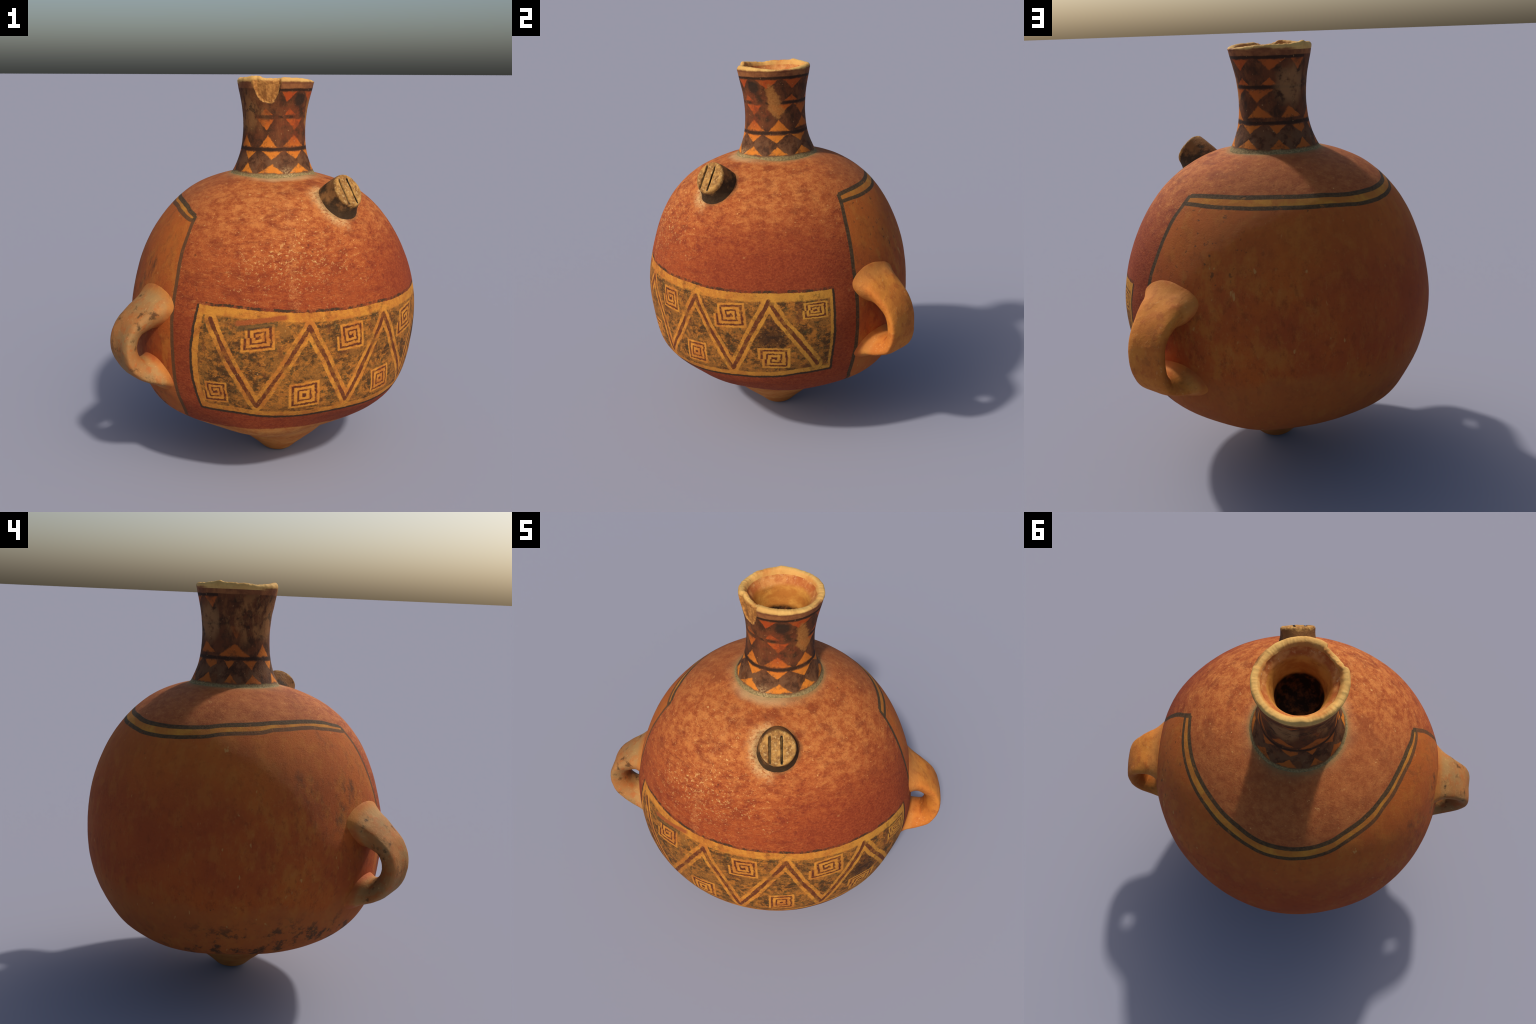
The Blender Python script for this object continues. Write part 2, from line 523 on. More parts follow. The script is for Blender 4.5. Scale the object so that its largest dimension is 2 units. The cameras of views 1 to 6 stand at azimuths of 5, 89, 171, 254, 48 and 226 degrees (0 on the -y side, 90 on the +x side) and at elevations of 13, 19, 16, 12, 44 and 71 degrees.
    # pale vertical run below the shoulder
    run = g.mul(g.band(g.add(az0, g.mul(w1, 5)), 10.5, 13.5, 1.8), g.step(g.z, 0.94, 1.02))
    col = g.mix(g.mul(run, g.mul(g.step(grain, 0.44, 0.62), 0.38)), col, (0.60, 0.27, 0.09))
    # the slip stops short of the foot; bare clay below
    bare = g.step(g.sub(g.mad(w2, 0.02, g.mad(f2, 0.014, g.z)), g.mul(g.blob(az0, g.z, 2, 0.3, 40, 0.5, 0.6), 0.034)), 0.335, 0.327)
    col = g.mix(bare, col, g.mix(g.step(clump, 0.38, 0.62), (0.42, 0.135, 0.030), (0.52, 0.215, 0.052)))

    # ---- bare clay back -------------------------------------------------
    cb = g.noise(4.0, 4, 0.6, seed=11)
    cm = g.noise(15, 5, 0.65, stretch=(1, 1, 0.55), seed=12)
    back = g.mix(g.step(cb, 0.35, 0.65), CLAY_RED, CLAY)
    back = g.mix(g.mul(g.step(cm, 0.46, 0.66), 0.75), back, CLAY_YELLOW)
    back = g.mix(g.mul(g.step(g.noise(30, 6, 0.75, stretch=(1, 1, 0.6), seed=18), 0.50, 0.34), 0.55), back, (0.215, 0.050, 0.014))
    bs_ = g.noise(42, 6, 0.78, stretch=(1, 1, 0.7), seed=39)
    back = g.mix(g.mul(g.step(bs_, 0.54, 0.68), 0.4), back, (0.50, 0.200, 0.048))
    back = g.mix(g.mul(g.step(bs_, 0.44, 0.32), 0.4), back, (0.17, 0.042, 0.013))
    # redder slip on the far side
    redder = g.blob(azb, g.z, 222, 0.88, 40, 0.36, 0.6, cb, 0.9)
    back = g.mix(g.mul(redder, 0.45), back, (0.34, 0.060, 0.018))
    # paler, dirtier belt low down
    low = g.mul(g.step(g.add(g.z, g.mul(g.sub(cb, 0.5), 0.25)), 0.66, 0.58), 0.55)
    back = g.mix(low, back, (0.41, 0.125, 0.030))
    # yellowish upper part next to the right and left borders
    hi = g.mul(g.step(g.z, 0.95, 1.25), 0.4)
    back = g.mix(hi, back, (0.48, 0.135, 0.021))
    # soot: drips over the left handle, smears near the base, scattered specks
    st = g.noise(24, 5, 0.68, stretch=(1, 1, 0.20), seed=13)
    drip = g.mul(g.blob(azb, g.z, 296, 1.13, 20, 0.21, 0.5), g.mx(g.mul(g.step(st, 0.54, 0.74), 0.6), g.mul(g.step(g.noise(10, 6, 0.72, stretch=(1, 1, 0.55), seed=36), 0.51, 0.68), 0.85)))
    sp = g.noise(14, 5, 0.72, seed=14)
    base = g.mul(g.blob(azb, g.z, 275, 0.38, 52, 0.15, 0.5), g.step(sp, 0.51, 0.64))
    rs = g.mul(g.blob(azb, g.z, 142, 1.17, 22, 0.2, 0.6), g.step(g.noise(30, 3, 0.6, seed=15), 0.62, 0.70))
    spots = g.mul(g.step(g.noise(27, 4, 0.6, seed=16), 0.70, 0.76), 0.8)
    soot = g.mx(g.mx(drip, base), g.mx(g.mul(rs, 0.8), spots))
    back = g.mix(g.mul(soot, 0.85), back, SOOT)
    back = g.mix(g.mul(g.step(g.noise(28, 2, 0.6, stretch=(1, 1, 0.5), seed=17), 0.70, 0.76), 0.5), back, (0.55, 0.33, 0.10))

    # ---- where is the back ---------------------------------------------
    left = g.curve(g.z, [(0.28, -38.5), (0.38, -36.6), (0.47, -33.6), (0.53, -34.1), (0.62, -34.4), (0.80, -34.3),
                         (0.95, -35.2), (1.06, -35.6), (1.18, -36.9), (1.25, -37.5), (1.31, -38.8), (1.36, -40.2)])
    right = g.curve(g.z, [(0.28, 124.5), (0.38, 122.6), (0.47, 120.1), (0.55, 120.2), (0.62, 120.5), (0.80, 120.2),
                          (0.99, 120.5), (1.09, 121.5), (1.18, 122.6), (1.26, 123.8), (1.32, 125.8), (1.37, 127.2)])
    upper = g.curve(azb, [(126, 1.360), (139, 1.367), (160, 1.370), (175, 1.368), (193, 1.365), (203, 1.360), (215, 1.357),
                          (226, 1.360), (239, 1.369), (253, 1.383), (266, 1.387), (278, 1.392), (291, 1.391),
                          (303, 1.383), (313, 1.365), (321, 1.347)])
    lower = g.curve(azb, [(126, 1.331), (147, 1.331), (173, 1.329), (191, 1.327), (202, 1.323), (215, 1.316),
                          (226, 1.320), (239, 1.332), (253, 1.350), (266, 1.355), (277, 1.365), (289, 1.366),
                          (302, 1.356), (318, 1.331)])
    wz = g.mul(w2, 0.006)
    zu = g.sub(g.add(g.z, wz), upper)
    zl = g.sub(g.add(g.z, wz), lower)
    scale = g.mul(radius, RAD)
    dl = g.mul(g.sub(g.add(az0, g.mul(w1, 0.7)), left), scale)     # >0 on the red front
    dr = g.mul(g.sub(right, g.add(az0, g.mul(w1, 0.7))), scale)
    front = g.mn(dl, dr)
    frontm = g.mx(g.step(front, -0.003, 0.003), g.step(zu, -0.002, 0.002))
    col = g.mix(frontm, back, col)
    inside_back = g.inv(g.step(front, -0.002, 0.002))
    # yellow stripe between the two black bands
    stripe = g.mul(inside_back, g.mul(g.step(zu, 0.002, -0.002), g.step(zl, -0.002, 0.002)))
    ycol = g.mix(g.step(mid, 0.4, 0.65), (0.46, 0.150, 0.024), (0.56, 0.240, 0.032))
    col = g.mix(stripe, col, ycol)
    wear = g.step(g.noise(26, 5, 0.7, seed=21), 0.30, 0.42)
    lines = g.mx(g.mul(inside_back, g.step(g.abs(zu), 0.0094, 0.0066)),
                 g.mul(inside_back, g.step(g.abs(zl), 0.0090, 0.0062)))
    below = g.step(zu, 0.006, 0.0)
    side_r = g.mul(g.step(g.abs(dr), 0.0135, 0.0095), below)
    side_l = g.mul(g.step(g.abs(dl), 0.0130, 0.0090), below)
    lines = g.mx(lines, g.mx(side_r, side_l))
    lcol = g.mix(g.step(grain, 0.36, 0.66), BLACK, (0.100, 0.066, 0.030))
    lcol = g.mix(g.mul(g.mul(g.step(azb, 238, 262), g.step(zu, -0.014, -0.022)), 0.7), lcol, (0.15, 0.062, 0.024))
    col = g.mix(g.mul(lines, g.mad(wear, 0.35, 0.6)), col, lcol)

    # ---- the painted panel ---------------------------------------------
    top = g.curve(az0, [(-30, 0.990), (-14, 0.989), (3, 0.978), (16, 0.967), (30, 0.962), (45, 0.960), (60, 0.957), (95, 0.958), (112, 0.958)])
    bot = g.curve(az0, [(-30, 0.492), (-24, 0.490), (-10, 0.482), (1, 0.466), (12, 0.464), (31, 0.480), (47, 0.478),
                        (62, 0.484), (82, 0.488), (93, 0.500), (112, 0.512)])
    tl = g.mul(g.sub(a, g.curve(g.z, [(0.47, -23.2), (0.58, -24.6), (0.68, -25.3), (0.80, -24.9), (1.0, -23.4)])), DEGM)
    tr = g.mul(g.sub(109.3, a), DEGM)
    tt = g.sub(top, z)
    tb = g.sub(z, bot)
    pd = g.mn(g.mn(tl, tr), g.mn(tt, tb))          # depth inside the panel
    # the black outline is faint along parts of the top edge
    outl = g.mul(g.step(pd, -0.0150, -0.0118), g.step(pd, 0.002, -0.002))
    top_only = g.step(tt, 0.004, -0.004)
    col = g.mix(g.mul(outl, g.sub(0.95, g.mul(top_only, g.mul(g.step(g.noise(22, 6, 0.78, seed=24), 0.42, 0.56), 0.8)))), col, BLACK)
    inp = g.step(pd, -0.0015, 0.0015)
    # frame bands of different widths
    frame = g.mx(g.mx(g.step(tl, 0.033, 0.026), g.step(tr, 0.0165, 0.012)),
                 g.mx(g.mul(g.step(tt, 0.046, 0.036), 0.95), g.step(tb, 0.030, 0.024)))
    mot = g.noise(32, 7, 0.80, stretch=(1, 1, 1.4), seed=25)
    mot2 = g.noise(8, 4, 0.6, seed=26)
    darkness = g.add(mot, g.mul(g.sub(mot2, 0.5), 0.7))
    ground = g.mix(g.step(darkness, 0.40, 0.58), PANEL_DARK, PANEL_MID)
    ground = g.mix(g.mul(g.step(g.noise(21, 7, 0.82, stretch=(1, 1, 1.5), seed=28), 0.48, 0.58), 0.85), ground, (0.47, 0.165, 0.025))
    ground = g.mix(g.mul(g.step(g.noise(36, 6, 0.78, seed=27), 0.52, 0.64), 0.85), ground, (0.060, 0.046, 0.017))
    ground = g.mix(g.mul(g.step(g.noise(14, 5, 0.7, seed=30), 0.55, 0.66), 0.6), ground, (0.150, 0.045, 0.016))
    # blackened field under the last peak
    ground = g.mix(g.mul(g.blob(az0, g.z, 85, 0.72, 8, 0.06, 0.6, mot, 3.0), 0.8), ground, (0.035, 0.016, 0.009))
    och = g.mix(g.step(g.noise(18, 6, 0.75, seed=29), 0.38, 0.62), (0.46, 0.145, 0.024), OCHRE)
    och = g.mix(g.mul(g.step(az0, 55, 100), 0.5), och, (0.56, 0.29, 0.04))
    pan = g.mix(g.mul(frame, g.mad(g.step(darkness, 0.34, 0.46), 0.5, 0.48)), ground, och)

    # zigzag: double ochre line with a dark red core
    ZIG = [(-18.6, 0.935), (-1.7, 0.522), (17.8, 0.902), (33.2, 0.530), (52.1, 0.903), (68.2, 0.528), (84.6, 0.920), (103.5, 0.552)]
    s = g.mul(a, DEGM)
    dz = None
    for (a0, z0), (a1, z1) in zip(ZIG, ZIG[1:]):
        ax, ex = a0 * DEGM, (a1 - a0) * DEGM
        ez = z1 - z0
        ll = ex * ex + ez * ez
        px, pz = g.sub(s, ax), g.sub(z, z0)
        t = g.m('MULTIPLY_ADD', px, ex / ll, g.mul(pz, ez / ll), clamp=True)
        qx, qz = g.mad(t, -ex, px), g.mad(t, -ez, pz)
        d = g.m('SQRT', g.add(g.mul(qx, qx), g.mul(qz, qz)))
        dz = d if dz is None else g.mn(dz, d)
    dz = g.mad(g.sub(mot2, 0.5), 0.012, dz)
    ochre_line = g.step(dz, 0.0310, 0.0265)
    core = g.step(dz, 0.0118, 0.0085)
    wearz = g.mad(g.step(g.noise(18, 6, 0.78, seed=31), 0.38, 0.52), 0.62, 0.34)
    pan = g.mix(g.mul(ochre_line, wearz), pan, och)
    strokec = g.mix(g.step(mot, 0.45, 0.70), STROKE, (0.19, 0.052, 0.018))
    pan = g.mix(g.mul(core, wearz), pan, strokec)

    # nested squares, some wound as square spirals
    #          azimuth  height half-az  half-h  lean  winding
    SQUARES = [(-16.7, 0.586, 3.7, 0.043, 0.00, 0.35), (-0.6, 0.863, 4.5, 0.047, 0.04, 0.3),
               (16.3, 0.580, 4.7, 0.050, 0.06, 0.0), (35.2, 0.842, 4.5, 0.050, -0.02, 0.4),
               (50.7, 0.586, 4.3, 0.047, 0.02, 0.0), (68.9, 0.838, 5.3, 0.053, 0.04, 0.4),
               (86.2, 0.600, 4.9, 0.049, 0.02, -0.35), (102.4, 0.866, 3.7, 0.034, -0.03, 0.2)]
    dq = None
    for ca, cz, ha, hz, lean, wind in SQUARES:
        px = g.mul(g.sub(a, ca), 1.0 / ha)
        pz = g.mul(g.sub(z, cz), 1.0 / hz)
        if lean:
            pz = g.mad(px, -lean * 2, pz)
        d = g.mx(g.abs(px), g.abs(pz))
        if wind:
            d = g.mad(g.m('ARCTAN2', pz, px), wind / (2 * math.pi), d)
        dq = d if dq is None else g.mn(dq, d)
    pan = g.mix(g.step(dq, 1.30, 1.20), pan, g.mix(g.mul(g.step(mot, 0.55, 0.7), 0.3), och, ground))
    dq = g.mad(f1, 0.18, dq)
    ringm = g.mx(g.mx(g.band(dq, 0.84, 1.04, 0.05), g.band(dq, 0.42, 0.58, 0.05)), g.step(dq, 0.20, 0.12))
    pan = g.mix(g.mul(ringm, g.mad(g.step(g.noise(30, 4, 0.7, seed=33), 0.36, 0.48), 0.45, 0.55)), pan, strokec)
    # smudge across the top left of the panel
    sm = g.add(g.sub(z, 0.936), g.mul(g.add(az0, 0.0), -0.0016))
    smw = g.mul(g.band(az0, -9, 9.5, 0.8), 1.0)
    pan = g.mix(g.mul(smw, g.band(sm, -0.010, 0.012, 0.004)), pan, (0.33, 0.085, 0.022))
    pan = g.mix(g.mul(g.band(az0, -9, 5, 2.0), g.mul(g.band(sm, -0.034, -0.013, 0.004), 0.8)), pan, (0.085, 0.055, 0.022))
    pan = g.mix(g.mul(g.step(g.noise(80, 3, 0.6, seed=35), 0.66, 0.74), 0.5), pan, CREAM)
    col = g.mix(inp, col, pan)

    # ---- dirt ring round the neck, pale splash by the lug ------------------
    nx, ny = g.sub(g.x, -0.005), g.sub(g.y, 0.03)
    nr = g.m('SQRT', g.add(g.mul(nx, nx), g.mul(ny, ny)))
    nw = g.mad(g.sub(mid, 0.5), 0.05, nr)
    col = g.mix(g.mul(g.mul(g.step(nw, 0.285, 0.225), g.step(g.z, 1.40, 1.44)), g.mad(g.blob(az0, g.z, 22, 1.5, 40, 0.2, 0.6), 0.5, 0.10)), col, PAINTED_SHEEN)  # highlight at the neck's front baked into the colour
    greyring = g.mul(g.step(nw, 0.245, 0.222), g.step(g.z, 1.40, 1.44))
    col = g.mix(g.mul(greyring, g.mad(g.step(mid, 0.4, 0.6), 0.4, 0.32)), col, (0.30, 0.195, 0.075))
    # round the lug (axis leaves the shoulder at azimuth 49)
    kx, ky, kz = g.sub(g.x, 0.332), g.sub(g.y, -0.289), g.sub(g.z, 1.405)
    kd = g.m('SQRT', g.add(g.mul(kx, kx), g.add(g.mul(ky, ky), g.mul(kz, kz))))
    kd = g.mad(g.sub(mid, 0.5), 0.08, kd)
    pale = g.mul(g.step(g.mad(g.sub(clump, 0.5), 0.10, kd), 0.170, 0.110), g.step(g.add(g.mul(kx, 0.656), g.mul(ky, 0.755)), 0.0, -0.05))
    col = g.mix(g.mul(g.mul(pale, g.step(grain, 0.36, 0.56)), 0.75), col, (0.72, 0.46, 0.19))
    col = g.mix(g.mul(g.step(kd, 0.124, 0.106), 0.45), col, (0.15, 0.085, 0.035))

    bumpv = g.add(g.mul(grain, 0.6), g.add(g.mul(mid, 0.3), g.mul(speck, 0.25)))
    return g.finish(col, 0.60, bumpv, 0.007, 0.3)


def foot_material():
    g = Graph('bare_clay_foot')
    n1 = g.noise(6, 4, 0.6, stretch=(1, 1, 3), seed=41)
    n2 = g.noise(40, 5, 0.7, stretch=(1, 1, 2.5), seed=42)
    col = g.mix(g.step(n1, 0.35, 0.65), (0.42, 0.135, 0.030), (0.50, 0.205, 0.050))
    col = g.mix(g.mul(g.step(n2, 0.5, 0.7), 0.5), col, (0.55, 0.28, 0.09))
    col = g.mix(g.mul(g.step(g.noise(25, 4, 0.6, seed=43), 0.60, 0.7), 0.5), col, (0.24, 0.08, 0.025))
    return g.finish(col, 0.7, n2, 0.002)


# rows of painted triangles on the neck: azimuth, half width, base height, apex height, apex lean
def neck_triangles():
    rows = []
    for c, h, s in [(-37, 10, -1), (0, 16, 1), (46, 17, 0), (90, 15, -1), (133, 15.5, 0), (178, 11.5, 0), (213, 12, 2),
                    (-110.5, 8.5, 0), (-78, 11, 0)]:
        rows.append((c, h, 1.531, 1.572, s))
    for c, h, s in [(-38, 11, -1), (2, 15, -2), (42, 16.5, 1.5), (88, 20.5, 1), (134, 16, 0), (177, 12, -1), (217.5, 17, -1.5),
                    (-113, 8.5, 0), (-80, 11.5, 2)]:
        rows.append((c, h, 1.6315, 1.594, s))
    for c, h, s in [(-6.2, 14.6, 0), (42.7, 23.8, 0), (95, 18, 0), (151, 21.5, -3), (203, 18.5, -5), (-107, 25, 1), (-52.6, 13.4, 0)]:
        rows.append((c, h, 1.655 if c < 140 else 1.667, 1.712 if c < 140 else 1.718, s))
    for c, h, s in [(-12, 14.3, 3), (43.5, 18.5, 1.5), (98, 21, -2), (149.5, 22, -4), (-104, 11, 1)]:
        rows.append((c, h, 1.790, 1.735, s))
    for c, h, s in [(-9.5, 10.5, -1), (33, 11, -3), (119.5, 13.5, 0), (167, 12, 1)]:
        rows.append((c, h, 1.812, 1.845, s))
    for c, h, s in [(28, 12, -4), (76, 18.6, -1), (121, 18, -2), (171, 17.5, -3), (212, 11.5, 3)]:
        rows.append((c, h, 1.924, 1.876, s))
    return rows


def neck_material():
    g = Graph('painted_neck')
    a0 = g.azimuth(-134.0, 0.0, 0.03)
    w1 = g.sub(g.noise(14, 2, seed=51), 0.5)
    w2 = g.sub(g.noise(14, 2, seed=52), 0.5)
    f1 = g.sub(g.noise(90, 3, 0.6, seed=53), 0.5)
    a = g.add(a0, g.add(g.mul(w1, 4.5), g.mul(f1, 2.0)))
    z = g.add(g.z, g.add(g.mul(w2, 0.008), g.mul(f1, 0.004)))
    mid = g.noise(18, 5, 0.65, seed=54)
    streak = g.noise(20, 5, 0.7, stretch=(1, 1, 0.4), seed=55)
    fine = g.noise(110, 4, 0.7, seed=56)
    col = g.mix(g.step(mid, 0.36, 0.62), NECK_BLACK, NECK_DARK)
    col = g.mix(g.mul(g.step(streak, 0.46, 0.66), 0.7), col, (0.180, 0.062, 0.020))
    # lower zone is browner
    col = g.mix(g.mul(g.step(g.z, 1.66, 1.58), g.mul(g.step(mid, 0.40, 0.60), 0.7)), col, (0.145, 0.072, 0.032))
    d = None
    for c, hw, zb, za, lean in neck_triangles():
        t = g.m('MULTIPLY_ADD', z, 1.0 / (za - zb), -zb / (za - zb))
        u = g.sub(a, c)
        if lean:
            u = g.mad(t, -lean, u)
        u = g.abs(u)
        e = g.mx(g.m('MULTIPLY_ADD', u, 1.0 / hw, g.sub(t, 1.0)), g.mul(t, -1.0))
        d = e if d is None else g.mn(d, e)
    tri = g.step(g.mad(g.sub(g.noise(30, 5, 0.75, seed=63), 0.5), 0.55, d), 0.10, -0.10)
    tone = g.step(g.z, 1.55, 1.90)
    tcol = g.mix(tone, (0.60, 0.185, 0.020), (0.38, 0.068, 0.012))
    tcol = g.mix(g.mul(g.blob(a0, g.z, 48, 1.80, 30, 0.16, 0.5), 0.5), tcol, (0.38, 0.040, 0.012))
    tcol = g.mix(g.mul(g.step(streak, 0.45, 0.7), 0.35), tcol, (0.40, 0.13, 0.022))
    tcol = g.mix(g.mul(g.mx(g.step(a0, 110, 165), g.step(a0, -40, -75)), 0.8), tcol, (0.36, 0.085, 0.016))  # triangles tinted darker and redder for the shaded back
    keep = g.mad(g.step(g.noise(22, 6, 0.75, seed=57), 0.36, 0.50), 0.55, 0.42)
    # on the left the upper painting is rubbed away
    gone = g.mul(g.blob(a0, g.z, -72, 1.83, 55, 0.11, 0.35, mid, 0.5), 0.8)
    col = g.mix(g.mul(tri, g.mul(keep, g.inv(gone))), col, tcol)
    wash = g.mul(g.blob(a0, g.z, 44, 1.77, 34, 0.10, 0.6, mid, 1.0), g.step(g.noise(19, 5, 0.7, seed=62), 0.40, 0.60))
    col = g.mix(g.mul(wash, 0.65), col, (0.20, 0.044, 0.015))
    # horizontal bands
    midband = g.mul(g.mul(g.band(z, 1.795, 1.808, 0.003), g.inv(gone)), g.mx(g.step(a0, 94, 104), g.step(streak, 0.48, 0.60)))
    bz = g.mx(g.mul(g.band(z, 1.6365, 1.6505, 0.003), g.mad(keep, 0.5, 0.5)), midband)
    bz = g.mx(bz, g.mul(g.band(z, 1.927, 1.940, 0.003), g.step(a0, -10, 12)))
    col = g.mix(g.mul(bz, 0.9), col, (0.032, 0.016, 0.009))
    # rubbed, mottled tan areas
    rub1 = g.blob(g.add(a0, g.mul(g.sub(g.z, 1.80), 60)), g.z, 88, 1.805, 13, 0.075, 0.22, mid, 2.4)
    col = g.mix(g.mul(rub1, 0.85), col, g.mix(g.step(fine, 0.3, 0.7), (0.29, 0.105, 0.024), (0.38, 0.160, 0.040)))
    rub2 = g.mul(g.blob(a0, g.z, 203, 1.81, 26, 0.085, 0.4, mid, 1.0), g.step(mid, 0.34, 0.52))
    col = g.mix(g.mul(rub2, 0.75), col, (0.30, 0.145, 0.055))
    rub3 = g.mul(gone, g.step(g.noise(16, 4, 0.65, stretch=(1, 1, 0.6), seed=58), 0.42, 0.60))
    col = g.mix(g.mul(rub3, 0.9), col, (0.33, 0.145, 0.045))
    col = g.mix(g.mul(g.mul(gone, g.step(g.noise(20, 3, 0.6, seed=61), 0.58, 0.66)), 0.8), col, (0.03, 0.018, 0.01))
    soot = g.blob(a0, g.z, 50, 1.885, 13, 0.034, 0.4, mid, 0.8)
    col = g.mix(g.mul(soot, 0.85), col, (0.030, 0.020, 0.013))
    # plain brown band under the lip
    under = g.step(z, 1.937, 1.943)
    ucol = g.mix(g.step(mid, 0.35, 0.65), (0.165, 0.055, 0.022), (0.28, 0.105, 0.035))
    col = g.mix(under, col, ucol)
    # fine pale specks
    col = g.mix(g.mul(g.step(g.noise(75, 3, 0.65, seed=59), 0.66, 0.75), 0.6), col, (0.50, 0.29, 0.11))
    # the break near the lip shows raw clay
    dz = g.sub(a0, -8.5)
    dz2 = g.mul(dz, dz)
    edge = g.mad(g.mul(dz2, dz2), 2.2e-7, g.mad(dz2, 0.00009, 1.864))
    edge = g.mad(f1, 0.035, g.mad(w2, 0.045, edge))
    brk = g.mul(g.step(g.sub(g.z, edge), -0.001, 0.004), g.band(g.add(a0, g.mul(f1, 4)), -31, 13.5, 0.8))
    bc = g.mix(g.step(g.noise(38, 5, 0.75, seed=60), 0.35, 0.65), (0.24, 0.090, 0.022), (0.48, 0.210, 0.050))
    bc = g.mix(g.mul(g.step(g.sub(g.z, edge), 0.018, 0.0), 0.4), bc, (0.60, 0.34, 0.10))
    col = g.mix(brk, col, bc)
    # dirt ring at the base
    foot = g.step(g.add(g.z, g.mul(g.sub(mid, 0.5), 0.022)), 1.531, 1.520)
    col = g.mix(g.mul(foot, 0.85), col, g.mix(g.step(fine, 0.35, 0.65), (0.17, 0.125, 0.052), (0.34, 0.25, 0.105)))
    pd = g.mul(g.blob(a0, g.z, 24, 1.530, 9, 0.025, 0.7, mid, 1.4), g.step(fine, 0.42, 0.68))  # patch of pale specks at the front of the neck base
    col = g.mix(g.mul(pd, 0.6), col, (0.62, 0.42, 0.19))
    return g.finish(col, 0.55, g.add(g.mul(fine, 0.5), mid), 0.0025, 0.35)


def rim_material():
    g = Graph('bare_clay_lip')
    n1 = g.noise(9, 4, 0.6, seed=71)
    n2 = g.noise(60, 4, 0.7, seed=72)
    col = g.mix(g.step(n1, 0.35, 0.65), (0.55, 0.300, 0.085), (0.66, 0.40, 0.12))
    col = g.mix(g.mul(g.step(n2, 0.48, 0.7), 0.4), col, (0.48, 0.26, 0.08))
    a0 = g.azimuth(-180.0, 0.0, 0.03)
    # brown paint creeping up to the lip outside
    rr = g.m('SQRT', g.add(g.mul(g.x, g.x), g.mul(g.sub(g.y, 0.03), g.sub(g.y, 0.03))))
    creep = g.mul(g.step(rr, 0.188, 0.193), g.step(g.add(g.z, g.mul(g.sub(n1, 0.5), 0.03)), 1.976, 1.966))
    brown = g.mix(g.step(n1, 0.35, 0.65), (0.165, 0.055, 0.022), (0.30, 0.12, 0.04))
    brk = g.band(a0, -31, 13.5, 1.0)
    col = g.mix(g.mul(creep, g.inv(brk)), col, brown)
    raw = g.mix(g.step(g.noise(38, 5, 0.75, seed=73), 0.35, 0.65), (0.27, 0.100, 0.024), (0.50, 0.225, 0.055))
    col = g.mix(g.mul(brk, g.step(g.mad(g.sub(n1, 0.5), 0.02, g.z), 1.984, 1.972)), col, raw)
    # reddish inner slope
    inn = g.step(g.mad(g.sub(n1, 0.5), 0.02, rr), 0.176, 0.164)
    col = g.mix(g.mul(inn, 0.85), col, g.mix(g.step(n1, 0.4, 0.6), (0.52, 0.20, 0.048), (0.60, 0.31, 0.085)))
    return g.finish(col, 0.6, n2, 0.002)


def inner_material():
    g = Graph('inner_wall')
    n1 = g.noise(12, 5, 0.65, seed=81)
    n2 = g.noise(50, 4, 0.7, seed=82)
    hoop = g.noise(9, 5, 0.65, stretch=(1, 1, 1.8), seed=83)
    red = g.mix(g.step(n1, 0.38, 0.62), (0.40, 0.110, 0.028), (0.58, 0.250, 0.070))
    red = g.mix(g.mul(g.step(n2, 0.55, 0.7), 0.6), red, (0.66, 0.40, 0.18))
    tan = g.mix(g.step(hoop, 0.38, 0.64), (0.42, 0.150, 0.026), (0.56, 0.260, 0.050))
    tan = g.mix(g.mul(g.step(n1, 0.56, 0.70), 0.5), tan, (0.20, 0.070, 0.018))
    col = g.mix(g.step(g.mad(g.sub(n1, 0.5), 0.03, g.z), 1.918, 1.940), tan, red)
    dark_mottle = g.mix(g.step(g.noise(30, 4, 0.6, seed=84), 0.45, 0.68), (0.020, 0.010, 0.005), (0.13, 0.045, 0.012))
    col = g.mix(g.step(g.add(g.z, g.mul(g.sub(n1, 0.5), 0.03)), 1.845, 1.820), col, dark_mottle)
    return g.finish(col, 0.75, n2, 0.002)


def handle_material(name, warm, grey, soot_amount, seed):
    g = Graph(name)
    n1 = g.noise(7, 4, 0.6, seed=seed)
    n2 = g.noise(22, 5, 0.65, seed=seed + 1)
    n3 = g.noise(70, 4, 0.7, seed=seed + 2)
    col = g.mix(g.step(n1, 0.36, 0.64), warm, grey)
    col = g.mix(g.mul(g.step(n2, 0.48, 0.66), 0.6), col, (0.38, 0.095, 0.020))
    col = g.mix(g.mul(g.step(n3, 0.58, 0.72), 0.4), col, (0.66, 0.38, 0.14))
    up = g.sub(g.z, BODY_CENTRE_Z)
    rho = g.m('SQRT', g.add(g.mul(up, up), g.add(g.mul(g.x, g.x), g.mul(g.y, g.y))))
    rho = g.mad(g.sub(n2, 0.5), 0.05, rho)
    col = g.mix(g.mul(g.step(rho, 0.825, 0.785), 0.22), col, (0.56, 0.29, 0.085))  # lightened along the joint to show a highlight
    col = g.mix(g.mul(g.step(rho, 0.785, 0.757), 0.8), col, g.mix(g.step(n1, 0.4, 0.6), CLAY_RED, CLAY_YELLOW))
    col = g.mix(g.mul(g.step(g.noise(11, 5, 0.68, seed=seed + 3), 0.57, 0.68), soot_amount), col, (0.07, 0.035, 0.015))
    return g.finish(col, 0.6, g.add(n2, g.mul(n3, 0.4)), 0.003)


